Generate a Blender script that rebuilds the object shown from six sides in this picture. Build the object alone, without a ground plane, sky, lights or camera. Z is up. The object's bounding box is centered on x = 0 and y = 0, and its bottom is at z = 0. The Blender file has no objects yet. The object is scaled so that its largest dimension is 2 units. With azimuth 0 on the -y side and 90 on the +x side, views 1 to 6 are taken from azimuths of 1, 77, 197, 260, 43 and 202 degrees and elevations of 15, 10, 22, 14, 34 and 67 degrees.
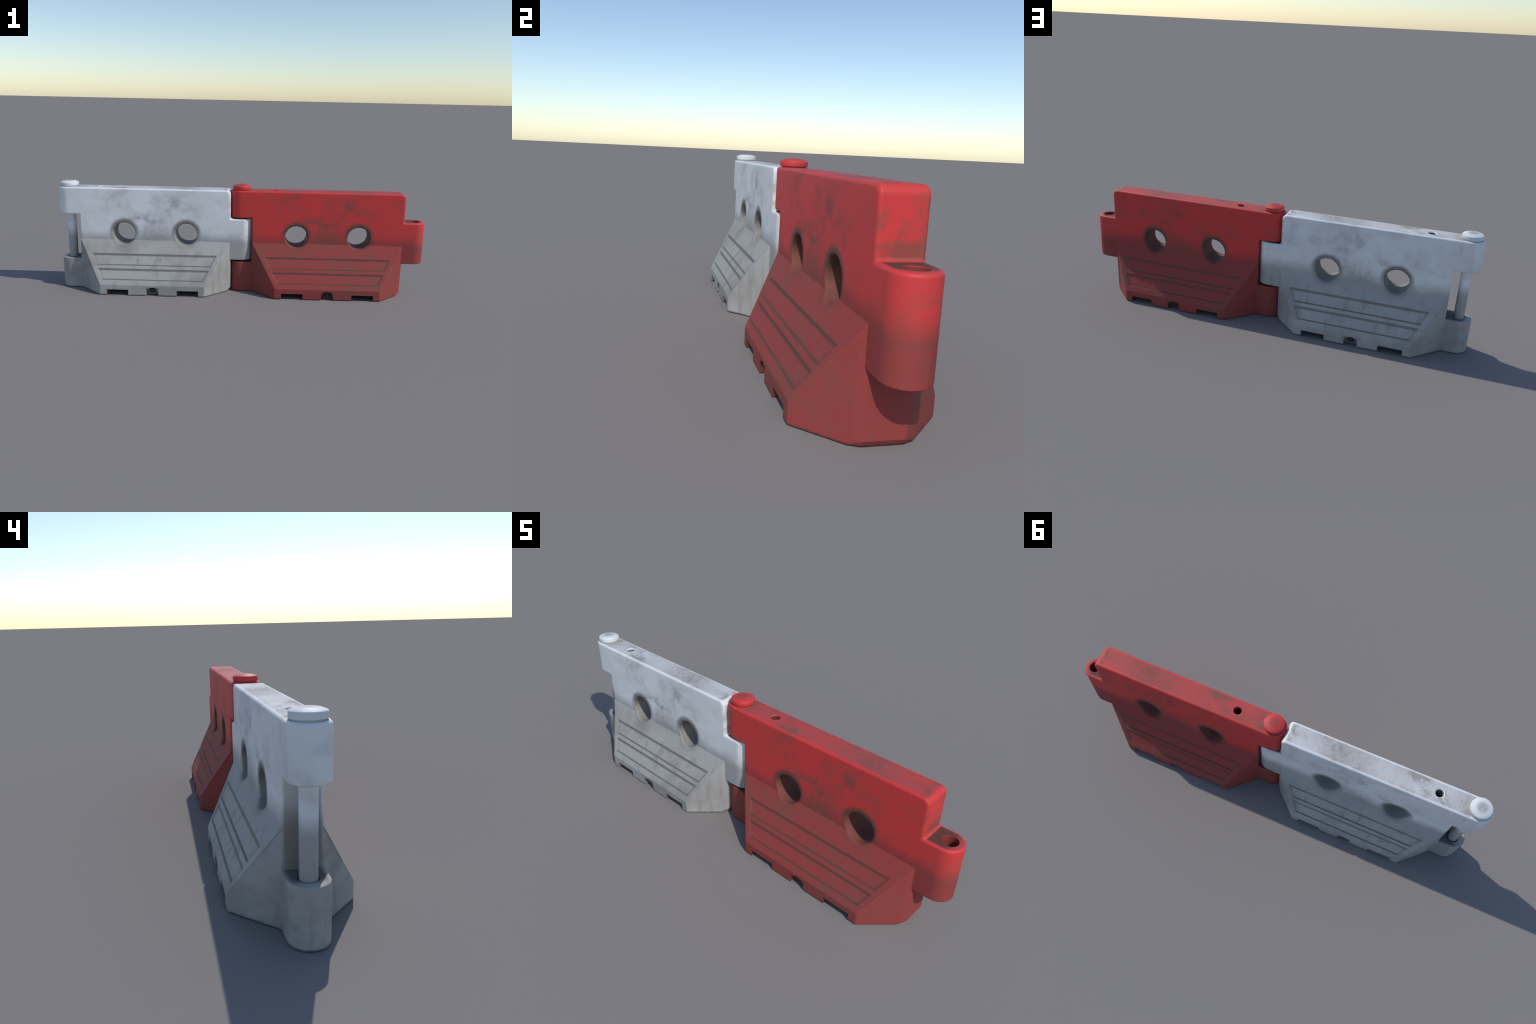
"""Two interlocked water-filled road barriers (one white, one red), built from
the same moulded shape: a stadium-plan wall with hinge lugs, a splayed base with
two recessed panels per side, two round lift holes, fork slots, a drain and a
capped locking post."""
import bpy, bmesh, math, random
from mathutils import Vector, Matrix

random.seed(7)

# ------------------------------------------------------------------ sizes (m)
HALF_T = 0.0567          # half thickness of the wall
LUG_R = 0.0587           # reach of the lugs beyond their axis
TOP_Z = 0.5588
LUG_X = 0.4718           # axis of the hinge lugs / locking post
PITCH = 0.4695           # barrier centres stand at +-PITCH
END_L, END_R = -0.4130, 0.4105
NECK_Z, LOWER_LUG_Z = 0.410, 0.1655
LUG_TOP, LUG_BOTTOM = 0.404, 0.176
FOOT_XL, FOOT_XR, FOOT_Y, FOOT_Z = 0.2835, 0.2805, 0.1830, 0.0545
SLOPE = (FOOT_Y - 0.0587) / (0.2718 - FOOT_Z)
BREAK_Z = FOOT_Z + (FOOT_Y - HALF_T) / SLOPE      # where the slope meets the wall
HOLE_X, HOLE_Z, HOLE_R = 0.1695, 0.3122, 0.0600
ROUND = 0.0095


def slope_z(y):
    return FOOT_Z + (FOOT_Y - abs(y)) / SLOPE


# ------------------------------------------------------------------ mesh help
def new_object(name, bm):
    mesh = bpy.data.meshes.new(name)
    bmesh.ops.recalc_face_normals(bm, faces=bm.faces)
    bm.to_mesh(mesh)
    bm.free()
    obj = bpy.data.objects.new(name, mesh)
    bpy.context.scene.collection.objects.link(obj)
    return obj


def prism(outline, lo, hi, axis='Z'):
    """Extrude a closed 2D outline from lo to hi along an axis."""
    put = {'Z': lambda a, b, h: (a, b, h), 'Y': lambda a, b, h: (a, h, b)}[axis]
    bm = bmesh.new()
    low = [bm.verts.new(put(a, b, lo)) for a, b in outline]
    top = [bm.verts.new(put(a, b, hi)) for a, b in outline]
    bm.faces.new(low)
    bm.faces.new(top)
    n = len(outline)
    for i in range(n):
        bm.faces.new((low[i], low[(i + 1) % n], top[(i + 1) % n], top[i]))
    return bm


def hull(points):
    bm = bmesh.new()
    for p in dict.fromkeys(points):
        bm.verts.new(p)
    res = bmesh.ops.convex_hull(bm, input=bm.verts)
    junk = [g for g in res['geom_interior'] + res['geom_unused'] if isinstance(g, bmesh.types.BMVert)]
    bmesh.ops.delete(bm, geom=list(dict.fromkeys(junk)), context='VERTS')
    bmesh.ops.dissolve_limit(bm, angle_limit=0.01, verts=bm.verts, edges=bm.edges)
    return bm


def box(x0, x1, y0, y1, z0, z1):
    return prism([(x0, y0), (x1, y0), (x1, y1), (x0, y1)], z0, z1)


def circle(cx, cy, r, n, start=0.0):
    return [(cx + r * math.cos(start + 2 * math.pi * i / n),
             cy + r * math.sin(start + 2 * math.pi * i / n)) for i in range(n)]


def lathe(profile, n, cx, cy):
    """Closed solid of revolution from (radius, z) pairs, bottom to top."""
    bm = bmesh.new()
    rings = []
    for r, z in profile:
        rings.append([bm.verts.new((cx + r * math.cos(2 * math.pi * i / n),
                                    cy + r * math.sin(2 * math.pi * i / n), z)) for i in range(n)])
    for a, b in zip(rings, rings[1:]):
        for i in range(n):
            bm.faces.new((a[i], a[(i + 1) % n], b[(i + 1) % n], b[i]))
    bm.faces.new(rings[0])
    bm.faces.new(rings[-1])
    return bm


def apply(obj):
    deps = bpy.context.evaluated_depsgraph_get()
    mesh = bpy.data.meshes.new_from_object(obj.evaluated_get(deps))
    obj.modifiers.clear()
    old = obj.data
    obj.data = mesh
    bpy.data.meshes.remove(old)


def boolean(obj, bm, operation):
    tool = new_object('tool', bm)
    mod = obj.modifiers.new('b', 'BOOLEAN')
    mod.operation, mod.solver, mod.object = operation, 'EXACT', tool
    apply(obj)
    mesh = tool.data
    bpy.data.objects.remove(tool)
    bpy.data.meshes.remove(mesh)


def tidy(obj, dist=0.0009):
    bm = bmesh.new()
    bm.from_mesh(obj.data)
    bmesh.ops.remove_doubles(bm, verts=bm.verts, dist=dist)
    bmesh.ops.dissolve_limit(bm, angle_limit=math.radians(0.4), verts=bm.verts, edges=bm.edges)
    bm.to_mesh(obj.data)
    bm.free()


# ------------------------------------------------------------------ the shell
def build_shell():
    # wall: a stadium in plan, half round at both hinge ends
    seg = 12
    plan = [(LUG_X + LUG_R * math.sin(math.pi * i / seg), -HALF_T * math.cos(math.pi * i / seg))
            for i in range(seg + 1)]
    plan += [(-x, -y) for x, y in plan]
    shell = new_object('shell', prism(plan, 0.0, TOP_Z))

    # splayed base: slopes, side panels and a rounded right-hand end
    corner = [(FOOT_XR, FOOT_Y), (0.3970, 0.0708), (0.4115, 0.0490)]
    ground = [(FOOT_XR, FOOT_Y), (0.3890, 0.0765), (0.4010, 0.0490)]      # tucked in along the ground
    run = (HALF_T + 0.0003 - FOOT_Y) / (-END_L - FOOT_XL)
    left = [(-FOOT_XL, FOOT_Y), (-0.4400, FOOT_Y + run * (0.4400 - FOOT_XL))]
    points = []
    for x, y in corner + left:
        for s in (-1, 1):
            points += [(x, s * y, 0.016 if x > FOOT_XR else 0.0), (x, s * y, slope_z(y))]
    points += [(x, s * y, 0.0) for x, y in ground for s in (-1, 1)]

    # notches that leave the hinge lugs standing
    far = 0.8
    r = 0.024                      # the upper right-hand corner is well rounded
    arc = [(END_R - r + r * math.cos(t), TOP_Z - r + r * math.sin(t))
           for t in [math.pi / 2 * i / 6 for i in range(7)]]
    arc[-1] = (END_R - r - 0.004, TOP_Z + 0.0002)
    boolean(shell, prism([(END_R, LUG_TOP)] + arc + [(END_R - r - 0.004, 0.7), (far, 0.7), (far, LUG_TOP)],
                         -0.3, 0.3, 'Y'), 'DIFFERENCE')
    boolean(shell, prism([(0.3880, -0.1), (far, -0.1), (far, LUG_BOTTOM), (0.3880, LUG_BOTTOM)][::-1],
                         -0.3, 0.3, 'Y'), 'DIFFERENCE')
    boolean(shell, hull(points), 'UNION')
    boolean(shell, box(-far, END_L, -0.3, 0.3, LOWER_LUG_Z, NECK_Z), 'DIFFERENCE')
    tidy(shell)

    # lift holes right through the wall
    for s in (-1, 1):
        boolean(shell, prism(circle(s * HOLE_X, HOLE_Z, HOLE_R, 28), -0.3, 0.3, 'Y'), 'DIFFERENCE')
    tidy(shell, 0.0005)

    # rounded moulding edges
    bm = bmesh.new()
    bm.from_mesh(shell.data)
    layer = bm.edges.layers.float.new('bevel_weight_edge')
    for e in bm.edges:
        if len(e.link_faces) != 2:
            continue
        a = math.degrees(e.calc_face_angle())
        m = (e.verts[0].co + e.verts[1].co) / 2
        low_end = abs(m.x) > 0.365 and m.z < BREAK_Z + 0.01
        w = 0.0
        if a > 50:
            w = 1.0
            if low_end:
                w = 0.45
        elif a > 20:
            w = 0.35 if not low_end else 0.0
        if m.z < 0.001 or (m.x > 0.37 and m.z < BREAK_Z + 0.01 and not (abs(m.z - LUG_BOTTOM) < 0.001 and m.x > 0.413)):
            w = 0.0
        d = math.hypot(abs(m.x) - HOLE_X, m.z - HOLE_Z)
        if abs(d - HOLE_R) < 0.004 and a > 20:
            w = 0.85
        if a > 50 and FOOT_Z < m.z < BREAK_Z - 0.02 and 0.07 < abs(m.y) < 0.17 and abs(m.x) < 0.38:
            w = 0.4                # slope against side panel
        e[layer] = w
    bm.to_mesh(shell.data)
    bm.free()
    mod = shell.modifiers.new('round', 'BEVEL')
    mod.limit_method, mod.width, mod.segments = 'WEIGHT', ROUND, 3
    mod.use_clamp_overlap = False
    apply(shell)
    tidy(shell, 0.0002)

    # recessed panels, chamfered all round
    def on_slope(x, z, depth, side):
        y = FOOT_Y - (z - FOOT_Z) * SLOPE
        n = Vector((0.0, 1.0, SLOPE)).normalized()
        p = Vector((x, y, z)) - n * depth
        return (p.x, side * p.y, p.z)
    for side in (-1, 1):
        for z_top, z_bot, h_top, h_bot in ((0.2075, 0.1500, 0.3405, 0.3100),
                                           (0.1345, 0.0790, 0.3035, 0.2725)):
            pts = []
            for depth in (-0.003, 0.0028):      # chamfer: wide at top and sides, steep below
                down, up, in_ = 2.6 * depth, 1.0 * depth, 3.8 * depth
                pts += [on_slope(s * (h - in_), z, depth, side) for s in (-1, 1)
                        for h, z in ((h_top, z_top - down), (h_bot, z_bot + up))]
            boolean(shell, hull(pts), 'DIFFERENCE')

    # fork slots, drain arches, filler hole, hinge-pin holes
    for s in (-1, 1):
        boolean(shell, box(s * 0.1885 - 0.0575, s * 0.1885 + 0.0575, -0.4, 0.4, -0.1, 0.0288), 'DIFFERENCE')
        arch = [(0.0325 * math.cos(math.pi * i / 14), 0.0125 + 0.0325 * math.sin(math.pi * i / 14))
                for i in range(15)] + [(-0.0325, -0.1), (0.0325, -0.1)]
        lo, hi = sorted((s * 0.160, s * 0.4))
        boolean(shell, prism(arch, lo, hi, 'Y'), 'DIFFERENCE')
    boolean(shell, lathe([(0.0180, 0.40), (0.0180, TOP_Z - 0.003), (0.0215, TOP_Z + 0.0005), (0.0215, 0.6)], 20, -0.2953, 0.0), 'DIFFERENCE')
    boolean(shell, prism(circle(0.4795, 0.0, 0.0290, 14), 0.33, 0.45), 'DIFFERENCE')
    boolean(shell, prism(circle(-LUG_X, 0.0, 0.0290, 18), 0.06, 0.30), 'DIFFERENCE')
    boolean(shell, prism(circle(-LUG_X, 0.0, 0.0262, 18), 0.36, 0.50), 'DIFFERENCE')
    return shell


def smooth_shell(shell):
    """Cut lines where parts will be separated, then weighted smooth normals."""
    bm = bmesh.new()
    bm.from_mesh(shell.data)
    for co, no in (((-0.422, 0, 0), (1, 0, 0)), ((0.424, 0, 0), (1, 0, 0)), ((0, 0, 0.2760), (0, 0, 1))):
        bmesh.ops.bisect_plane(bm, geom=bm.verts[:] + bm.edges[:] + bm.faces[:], plane_co=co, plane_no=no, dist=1e-5)
    bmesh.ops.triangulate(bm, faces=[f for f in bm.faces if len(f.verts) > 4])
    for f in bm.faces:
        f.smooth = True
    for e in bm.edges:
        a = math.degrees(e.calc_face_angle()) if len(e.link_faces) == 2 else 0.0
        m = (e.verts[0].co + e.verts[1].co) / 2
        y0 = FOOT_Y - (m.z - FOOT_Z) * SLOPE      # creases of the recessed panels and of the base end stay crisp
        panel = 0.075 < m.z < 0.212 and abs(m.x) < 0.345 and -0.006 < abs(m.y) - y0 < 0.0005
        crisp = a > 9 and (panel or (0.38 < m.x < 0.412 and m.z < 0.17))
        e.smooth = not (a > 31 or crisp)
    bm.to_mesh(shell.data)
    bm.free()
    mod = shell.modifiers.new('wn', 'WEIGHTED_NORMAL')
    mod.keep_sharp, mod.weight, mod.mode = True, 90, 'FACE_AREA'
    apply(shell)


def split_shell(shell):
    """Separate faces by region; every piece keeps the shell's own normals."""
    src = shell.data
    normals = [Vector(n.vector) for n in src.corner_normals]

    def region(c):
        if c.x < -0.422:
            return 'neck_lug' if c.z > 0.3 else 'foot_lug'
        if c.x > 0.424 and c.z > 0.10:
            return 'socket_lug'
        return 'wall' if c.z > 0.276 else 'base'
    groups = {}
    for p in src.polygons:
        groups.setdefault(region(p.center), []).append(p)
    pieces = {}
    for key, polys in groups.items():
        index, coords, faces, loops = {}, [], [], []
        for p in polys:
            face = []
            for li in p.loop_indices:
                v = src.loops[li].vertex_index
                if v not in index:
                    index[v] = len(coords)
                    coords.append(src.vertices[v].co.copy())
                face.append(index[v])
                loops.append(normals[li])
            faces.append(face)
        mesh = bpy.data.meshes.new(key)
        mesh.from_pydata(coords, [], faces)
        mesh.polygons.foreach_set('use_smooth', [True] * len(faces))
        mesh.update()
        mesh.normals_split_custom_set(loops)
        pieces[key] = mesh
    return pieces


# ------------------------------------------------------------------ materials
class Nodes:
    def __init__(self, name):
        self.mat = bpy.data.materials.new(name)
        self.mat.use_nodes = True
        self.t = self.mat.node_tree
        self.bsdf = self.t.nodes['Principled BSDF']
        self.obj = self.t.nodes.new('ShaderNodeTexCoord').outputs['Object']

    def link(self, a, b):
        self.t.links.new(a, b)

    def put(self, sock, v):
        if hasattr(v, 'is_linked'):
            self.link(v, sock)
        else:
            sock.default_value = v

    def math(self, op, a, b=0.0, c=0.0, clamp=False):
        n = self.t.nodes.new('ShaderNodeMath')
        n.operation, n.use_clamp = op, clamp
        for s, v in zip(n.inputs, (a, b, c)):
            self.put(s, v)
        return n.outputs[0]

    def noise(self, scale, detail=4.0, rough=0.55, stretch=(1, 1, 1), shift=(0, 0, 0), warp=0.0):
        m = self.t.nodes.new('ShaderNodeMapping')
        m.inputs['Scale'].default_value = stretch
        m.inputs['Location'].default_value = shift
        self.link(self.obj, m.inputs['Vector'])
        n = self.t.nodes.new('ShaderNodeTexNoise')
        n.inputs['Scale'].default_value = scale
        n.inputs['Detail'].default_value = detail
        n.inputs['Roughness'].default_value = rough
        n.inputs['Distortion'].default_value = warp
        self.link(m.outputs[0], n.inputs['Vector'])
        return n.outputs['Fac']

    def step(self, v, lo, hi, t0=0.0, t1=1.0):
        n = self.t.nodes.new('ShaderNodeMapRange')
        n.interpolation_type = 'SMOOTHSTEP'
        self.put(n.inputs['Value'], v)
        n.inputs['From Min'].default_value, n.inputs['From Max'].default_value = lo, hi
        n.inputs['To Min'].default_value, n.inputs['To Max'].default_value = t0, t1
        return n.outputs[0]

    def mix(self, fac, a, b):
        n = self.t.nodes.new('ShaderNodeMix')
        n.data_type = 'RGBA'
        self.put(n.inputs[0], fac)
        self.put(n.inputs[6], a)
        self.put(n.inputs[7], b)
        return n.outputs[2]

    def mul(self, *v):
        out = v[0]
        for x in v[1:]:
            out = self.math('MULTIPLY', out, x)
        return out

    def top(self, *v):
        out = v[0]
        for x in v[1:]:
            out = self.math('MAXIMUM', out, x)
        return out

    def finish(self, color, rough, bump=None, strength=0.05, dist=0.002):
        self.put(self.bsdf.inputs['Base Color'], color)
        self.put(self.bsdf.inputs['Roughness'], rough)
        if bump is not None:
            b = self.t.nodes.new('ShaderNodeBump')
            b.inputs['Strength'].default_value = strength
            b.inputs['Distance'].default_value = dist
            self.link(bump, b.inputs['Height'])
            self.link(b.outputs[0], self.bsdf.inputs['Normal'])
        return self.mat


def rgb(r, g, b):
    return (r, g, b, 1.0)


def plastic(name, clean, dusty, grime, dust_grey, film, speckle,
            haze_amount, drips, top_dust, band, ring_dirt, wall_amount, shift):
    """Weathered moulded plastic: clean on top, road film with grain on the
    splayed base, blotchy grime on the wall, rings round the lift holes, dust
    lying on level tops and dirt plus painted chamfer shade along the panel edges."""
    N = Nodes(name)
    sep = N.t.nodes.new('ShaderNodeSeparateXYZ')
    N.link(N.obj, sep.inputs[0])
    X, Y, Z = sep.outputs
    ax, ay = N.math('ABSOLUTE', X), N.math('ABSOLUTE', Y)
    geo = N.t.nodes.new('ShaderNodeNewGeometry')
    gs = N.t.nodes.new('ShaderNodeSeparateXYZ')
    N.link(geo.outputs['True Normal'], gs.inputs[0])
    NZ = gs.outputs[2]

    blotch = N.noise(6.0, 5, 0.60, (1, 0.6, 1), shift, 0.3)
    cloud = N.noise(3.2, 3, 0.55, (1.2, 0.8, 1.6), (5.3, 2.2, 1.1), 0.2)
    streaks = N.noise(26.0, 4, 0.6, (1.0, 1.0, 0.13), shift)
    smear = N.noise(8.0, 5, 0.62, (1.0, 1.0, 1.3), (3.1 + shift[0], 1.7, 0.4), 0.35)
    scratch = N.noise(40.0, 5, 0.7, (1.0, 1.0, 0.25), (0.7, 3.9, 2.0), 0.8)
    grain = N.noise(330.0, 2, 0.6, (1, 1, 1), shift)
    fine = N.noise(70.0, 4, 0.65, (1, 1, 0.7), shift)

    # thin even film on the faces; rounded edges stay cleaner
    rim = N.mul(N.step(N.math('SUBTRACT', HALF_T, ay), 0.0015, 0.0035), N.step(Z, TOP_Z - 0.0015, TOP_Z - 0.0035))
    haze = N.mul(N.step(cloud, 0.40, 0.66, 0.25, 1.0), N.math('SUBTRACT', 1.0, rim), haze_amount)
    col = N.mix(haze, clean, N.mix(0.5, clean, grime))

    # road film: wanders along the wall, complete on the slopes
    height = N.math('ADD', Z, N.math('MULTIPLY', N.math('SUBTRACT', blotch, 0.5), 0.09))
    road = N.top(N.step(height, 0.345, 0.262), N.step(Z, 0.272, 0.266))
    col = N.mix(N.mul(road, film), col, dusty)

    # blotches and smears of grime on the wall, most of it in the middle
    patch = N.mul(N.step(smear, 0.40, 0.72), N.step(blotch, 0.34, 0.62), N.step(scratch, 0.20, 0.65, 0.60, 1.0))
    mid = N.mul(N.step(ax, 0.36, 0.08), N.step(N.math('ABSOLUTE', N.math('SUBTRACT', Z, 0.44)), 0.13, 0.02))
    between = N.mul(N.step(ax, 0.13, 0.01), N.step(N.math('ABSOLUTE', N.math('SUBTRACT', Z, 0.310)), 0.085, 0.0))
    wall_dirt = N.math('ADD', N.mul(patch, N.math('ADD', N.mul(mid, 0.50), 0.33)),
                       N.mul(between, N.step(fine, 0.15, 0.65), N.step(blotch, 0.3, 0.6, 0.4, 1.0), 0.62), clamp=True)
    wall_dirt = N.math('MULTIPLY', wall_dirt, wall_amount, clamp=True)
    marks = N.mul(N.step(scratch, 0.60, 0.68), N.step(cloud, 0.48, 0.60), 0.30)
    col = N.mix(N.top(wall_dirt, marks), col, grime)

    # contact dirt on end faces and lug tops; notch wall toned darker toward the bottom
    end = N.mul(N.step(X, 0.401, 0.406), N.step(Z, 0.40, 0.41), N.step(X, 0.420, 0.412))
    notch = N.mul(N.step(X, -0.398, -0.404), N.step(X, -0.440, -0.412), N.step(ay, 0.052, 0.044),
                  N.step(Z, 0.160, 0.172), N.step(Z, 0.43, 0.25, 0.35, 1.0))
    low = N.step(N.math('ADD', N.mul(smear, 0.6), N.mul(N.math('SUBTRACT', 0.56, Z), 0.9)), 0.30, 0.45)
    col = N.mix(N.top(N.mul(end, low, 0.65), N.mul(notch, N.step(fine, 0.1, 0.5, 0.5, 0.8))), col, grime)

    # drip streaks and mottling on the base
    drip = N.mul(N.step(streaks, 0.50, 0.72), N.step(Z, 0.27, 0.20), drips)
    mott = N.mul(N.step(blotch, 0.47, 0.66), N.step(Z, 0.29, 0.24), drips, 0.8)
    col = N.mix(N.top(drip, mott), col, grime)

    # pale dust grains in the film
    specks = N.mul(N.step(grain, 0.54, 0.74), road, speckle)
    col = N.mix(specks, col, dust_grey)

    # dust lying on level tops (not on the rounded edges), caked on the lug tops
    level = N.mul(N.step(NZ, 0.985, 0.999), N.step(N.math('SUBTRACT', HALF_T, ay), 0.005, 0.016),
                  N.step(Z, TOP_Z + 0.003, TOP_Z + 0.001))
    lay = N.mul(level, N.step(N.math('ADD', N.mul(cloud, 0.6), N.mul(fine, 0.4)), 0.32, 0.66, 0.45, 1.0))
    dust = N.mix(N.step(N.math('ADD', N.mul(fine, 0.65), N.mul(grain, 0.35)), 0.34, 0.64), tuple(c * 0.9 for c in grime[:3]) + (1,), dust_grey)
    col = N.mix(N.mul(lay, N.step(Z, 0.15, 0.3), top_dust), col, dust)
    caked = N.mul(level, N.step(Z, 0.42, 0.408), N.step(N.math('SUBTRACT', ax, 0.50), 0.015, -0.03),
                  N.step(ax, 0.385, 0.412), N.step(fine, 0.1, 0.6, 0.6, 0.95))
    col = N.mix(caked, col, tuple(c * 0.55 for c in grime[:3]) + (1,))
    stain = N.mul(level, N.step(Z, 0.5, 0.54), N.step(N.math('ADD', N.mul(smear, 0.7), N.mul(fine, 0.3)), 0.46, 0.56), N.step(blotch, 0.38, 0.52), 0.62)
    col = N.mix(stain, col, grime)

    # dirt ring round the lift holes, heaviest over the crown
    dx = N.math('SUBTRACT', ax, HOLE_X)
    dz = N.math('SUBTRACT', Z, HOLE_Z + 0.003)
    d = N.math('SQRT', N.math('ADD', N.mul(dx, dx), N.mul(dz, dz)))
    crown = N.step(N.math('DIVIDE', dz, d), -0.6, 0.6, 0.25, 1.0)
    ring = N.mul(N.step(d, 0.090, 0.068), N.step(d, 0.052, 0.060), crown, N.step(fine, 0.15, 0.6, 0.65, 1.0))
    bore = N.mul(N.step(d, 0.0645, 0.0615), N.step(fine, 0.1, 0.6, 0.35, 0.65))  # bore colour lowered to carry the occlusion shade inside the lift holes
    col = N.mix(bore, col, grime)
    col = N.mix(N.mul(ring, ring_dirt), col, rgb(0.070, 0.062, 0.042))

    # dirt on the panels' lower edges; top and side bands painted as chamfer shade
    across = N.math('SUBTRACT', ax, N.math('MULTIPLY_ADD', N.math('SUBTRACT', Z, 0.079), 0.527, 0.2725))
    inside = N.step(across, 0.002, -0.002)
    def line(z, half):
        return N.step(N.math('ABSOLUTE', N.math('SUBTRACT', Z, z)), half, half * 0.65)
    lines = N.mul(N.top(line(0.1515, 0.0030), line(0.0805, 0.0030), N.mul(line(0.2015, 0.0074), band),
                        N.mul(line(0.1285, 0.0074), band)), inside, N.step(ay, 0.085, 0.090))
    panel = N.top(N.mul(N.step(Z, 0.1480, 0.1500), N.step(Z, 0.2090, 0.2070)),
                  N.mul(N.step(Z, 0.0770, 0.0790), N.step(Z, 0.1360, 0.1340)))
    sides = N.mul(N.step(across, -0.0135, -0.0105), inside, panel, N.step(ay, 0.085, 0.090), 0.38)
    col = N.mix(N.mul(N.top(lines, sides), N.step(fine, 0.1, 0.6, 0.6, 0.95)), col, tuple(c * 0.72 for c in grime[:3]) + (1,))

    # soil along the ground line; dark tone inside the slots and drain arch
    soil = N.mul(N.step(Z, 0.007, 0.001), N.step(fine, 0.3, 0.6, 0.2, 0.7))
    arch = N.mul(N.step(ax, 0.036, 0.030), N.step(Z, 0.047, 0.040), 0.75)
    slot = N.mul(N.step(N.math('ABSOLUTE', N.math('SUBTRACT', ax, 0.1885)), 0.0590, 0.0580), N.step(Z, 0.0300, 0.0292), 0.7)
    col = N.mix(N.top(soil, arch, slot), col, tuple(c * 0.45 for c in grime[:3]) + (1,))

    # filler hole toned darker inside so that it looks deep; brown socket, dust on cap crown
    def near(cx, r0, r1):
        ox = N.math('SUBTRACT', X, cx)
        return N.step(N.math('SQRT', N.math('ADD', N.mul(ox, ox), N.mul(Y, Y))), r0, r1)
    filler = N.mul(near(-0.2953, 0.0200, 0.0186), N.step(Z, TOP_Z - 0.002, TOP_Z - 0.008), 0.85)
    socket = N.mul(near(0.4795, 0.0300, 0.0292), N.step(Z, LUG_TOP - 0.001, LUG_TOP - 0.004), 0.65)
    crown_dust = N.mul(near(-LUG_X, 0.034, 0.012), N.step(Z, 0.580, 0.586), N.step(fine, 0.1, 0.6, 0.25, 0.55))
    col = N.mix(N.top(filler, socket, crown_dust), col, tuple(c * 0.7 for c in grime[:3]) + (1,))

    rough = N.math('ADD', 0.55, N.mul(N.top(road, wall_dirt, lay), 0.20))
    N.bsdf.inputs['Specular IOR Level'].default_value = 0.35
    bump = N.math('ADD', N.mul(fine, 0.6), N.mul(grain, 0.4))
    return N.finish(col, rough, bump, 0.06, 0.002)


def plain(name, color, rough=0.6):
    N = Nodes(name)
    n = N.noise(60.0, 3)
    return N.finish(N.mix(N.mul(n, 0.5), color, tuple(c * 0.5 for c in color[:3]) + (1,)), rough)


# ------------------------------------------------------------------ assembly
def smooth_mesh(name, bm, angle=35):
    obj = new_object(name, bm)
    bm = bmesh.new()
    bm.from_mesh(obj.data)
    for f in bm.faces:
        f.smooth = True
    for e in bm.edges:
        e.smooth = not (len(e.link_faces) == 2 and e.calc_face_angle() > math.radians(angle))
    bm.to_mesh(obj.data)
    bm.free()
    mesh = obj.data
    bpy.data.objects.remove(obj)
    return mesh


shell = build_shell()
smooth_shell(shell)
pieces = split_shell(shell)
shell_mesh = shell.data
bpy.data.objects.remove(shell)

post_mesh = smooth_mesh('locking_post', lathe([(0.0240, 0.085), (0.0240, 0.480)], 20, -LUG_X, 0.0))
cap_mesh = smooth_mesh('post_cap', lathe([
    (0.0420, TOP_Z - 0.010), (0.0420, 0.5622), (0.0462, 0.5622), (0.0475, 0.5630), (0.0480, 0.5645), (0.0482, 0.5778),
    (0.0478, 0.5792), (0.0460, 0.5808), (0.0440, 0.5818), (0.0310, 0.5864), (0.0180, 0.5886), (0.0060, 0.5890)],
    16, -LUG_X, 0.0), 60)


def plug_mesh():
    bm = bmesh.new()
    n = 16
    prof = [(0.0150, 0.158), (0.0150, 0.1665), (0.0115, 0.1680), (0.0100, 0.1640), (0.0085, 0.1640), (0.0080, 0.1715), (0.0050, 0.1735)]
    rings = [[bm.verts.new((r * math.cos(2 * math.pi * i / n), -y, 0.0270 + r * math.sin(2 * math.pi * i / n)))
              for i in range(n)] for r, y in prof]
    for a, b in zip(rings, rings[1:]):
        for i in range(n):
            bm.faces.new((a[i], a[(i + 1) % n], b[(i + 1) % n], b[i]))
    bm.faces.new(rings[0])
    bm.faces.new(rings[-1])
    return smooth_mesh('drain_plug', bm, 40)


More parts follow.
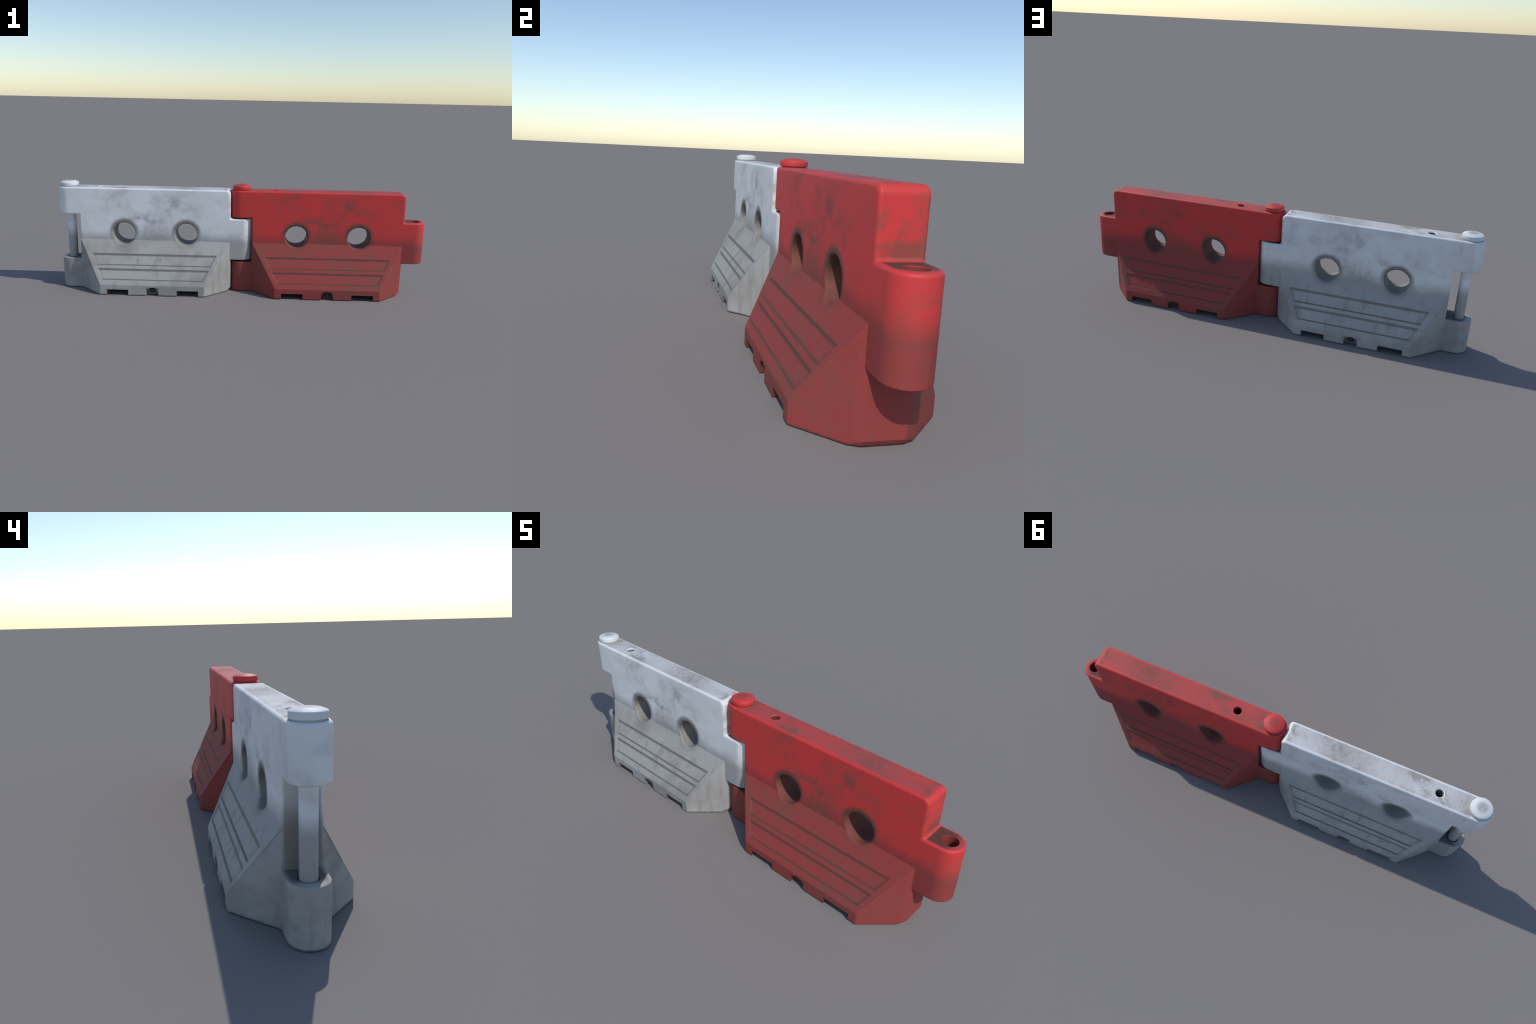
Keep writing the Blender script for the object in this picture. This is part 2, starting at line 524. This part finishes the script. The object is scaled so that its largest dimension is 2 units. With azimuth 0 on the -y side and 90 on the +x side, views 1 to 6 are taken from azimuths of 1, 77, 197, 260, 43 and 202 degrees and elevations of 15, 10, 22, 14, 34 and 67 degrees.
plug = plug_mesh()

RED = plastic('weathered_red_plastic', clean=rgb(0.64, 0.046, 0.046), dusty=rgb(0.280, 0.045, 0.041),
              grime=rgb(0.150, 0.078, 0.056), dust_grey=rgb(0.27, 0.105, 0.100), film=0.95, speckle=0.55,
              haze_amount=0.14, drips=0.30, top_dust=0.66, band=0.85, ring_dirt=0.90, wall_amount=1.35, shift=(0.0, 0.0, 0.0))
WHITE = plastic('weathered_white_plastic', clean=rgb(0.80, 0.81, 0.82), dusty=rgb(0.345, 0.340, 0.330),
                grime=rgb(0.215, 0.195, 0.165), dust_grey=rgb(0.46, 0.45, 0.44), film=0.92, speckle=0.25,
                haze_amount=0.30, drips=0.55, top_dust=0.84, band=0.85, ring_dirt=0.80, wall_amount=1.05, shift=(0.0, 0.0, 0.0))
PLUG = plain('dirty_black_rubber', rgb(0.045, 0.043, 0.040), 0.7)


def barrier(name, label, x, material):
    root = bpy.data.objects.new(name, None)
    root.empty_display_size = 0.1
    root.location = (x, 0.0, 0.0)
    root['label'] = label
    root['category'] = 'road barrier'
    bpy.context.scene.collection.objects.link(root)

    def part(part_name, mesh, mat, parent=root, rot=0.0):
        data = mesh.copy()
        data.materials.clear()
        data.materials.append(mat)
        obj = bpy.data.objects.new(part_name, data)
        bpy.context.scene.collection.objects.link(obj)
        obj.parent = parent
        obj.rotation_euler = (0, 0, rot)
        return obj
    part('wall', pieces['wall'], material)
    part('base', pieces['base'], material)
    for key in ('neck_lug', 'foot_lug', 'socket_lug'):
        part('hinge_lug', pieces[key], material)
    post = part('locking_post', post_mesh, material)
    part('post_cap', cap_mesh, material, post)
    for r in (0.0, math.pi):
        part('drain_plug', plug, PLUG, root, r)
    return root


barrier('white_road_barrier', 'weathered white plastic water-filled road barrier with locking post', -PITCH, WHITE)
barrier('red_road_barrier', 'weathered red plastic water-filled road barrier with locking post', PITCH, RED)

for mesh in list(pieces.values()) + [shell_mesh, post_mesh, cap_mesh, plug]:
    bpy.data.meshes.remove(mesh)
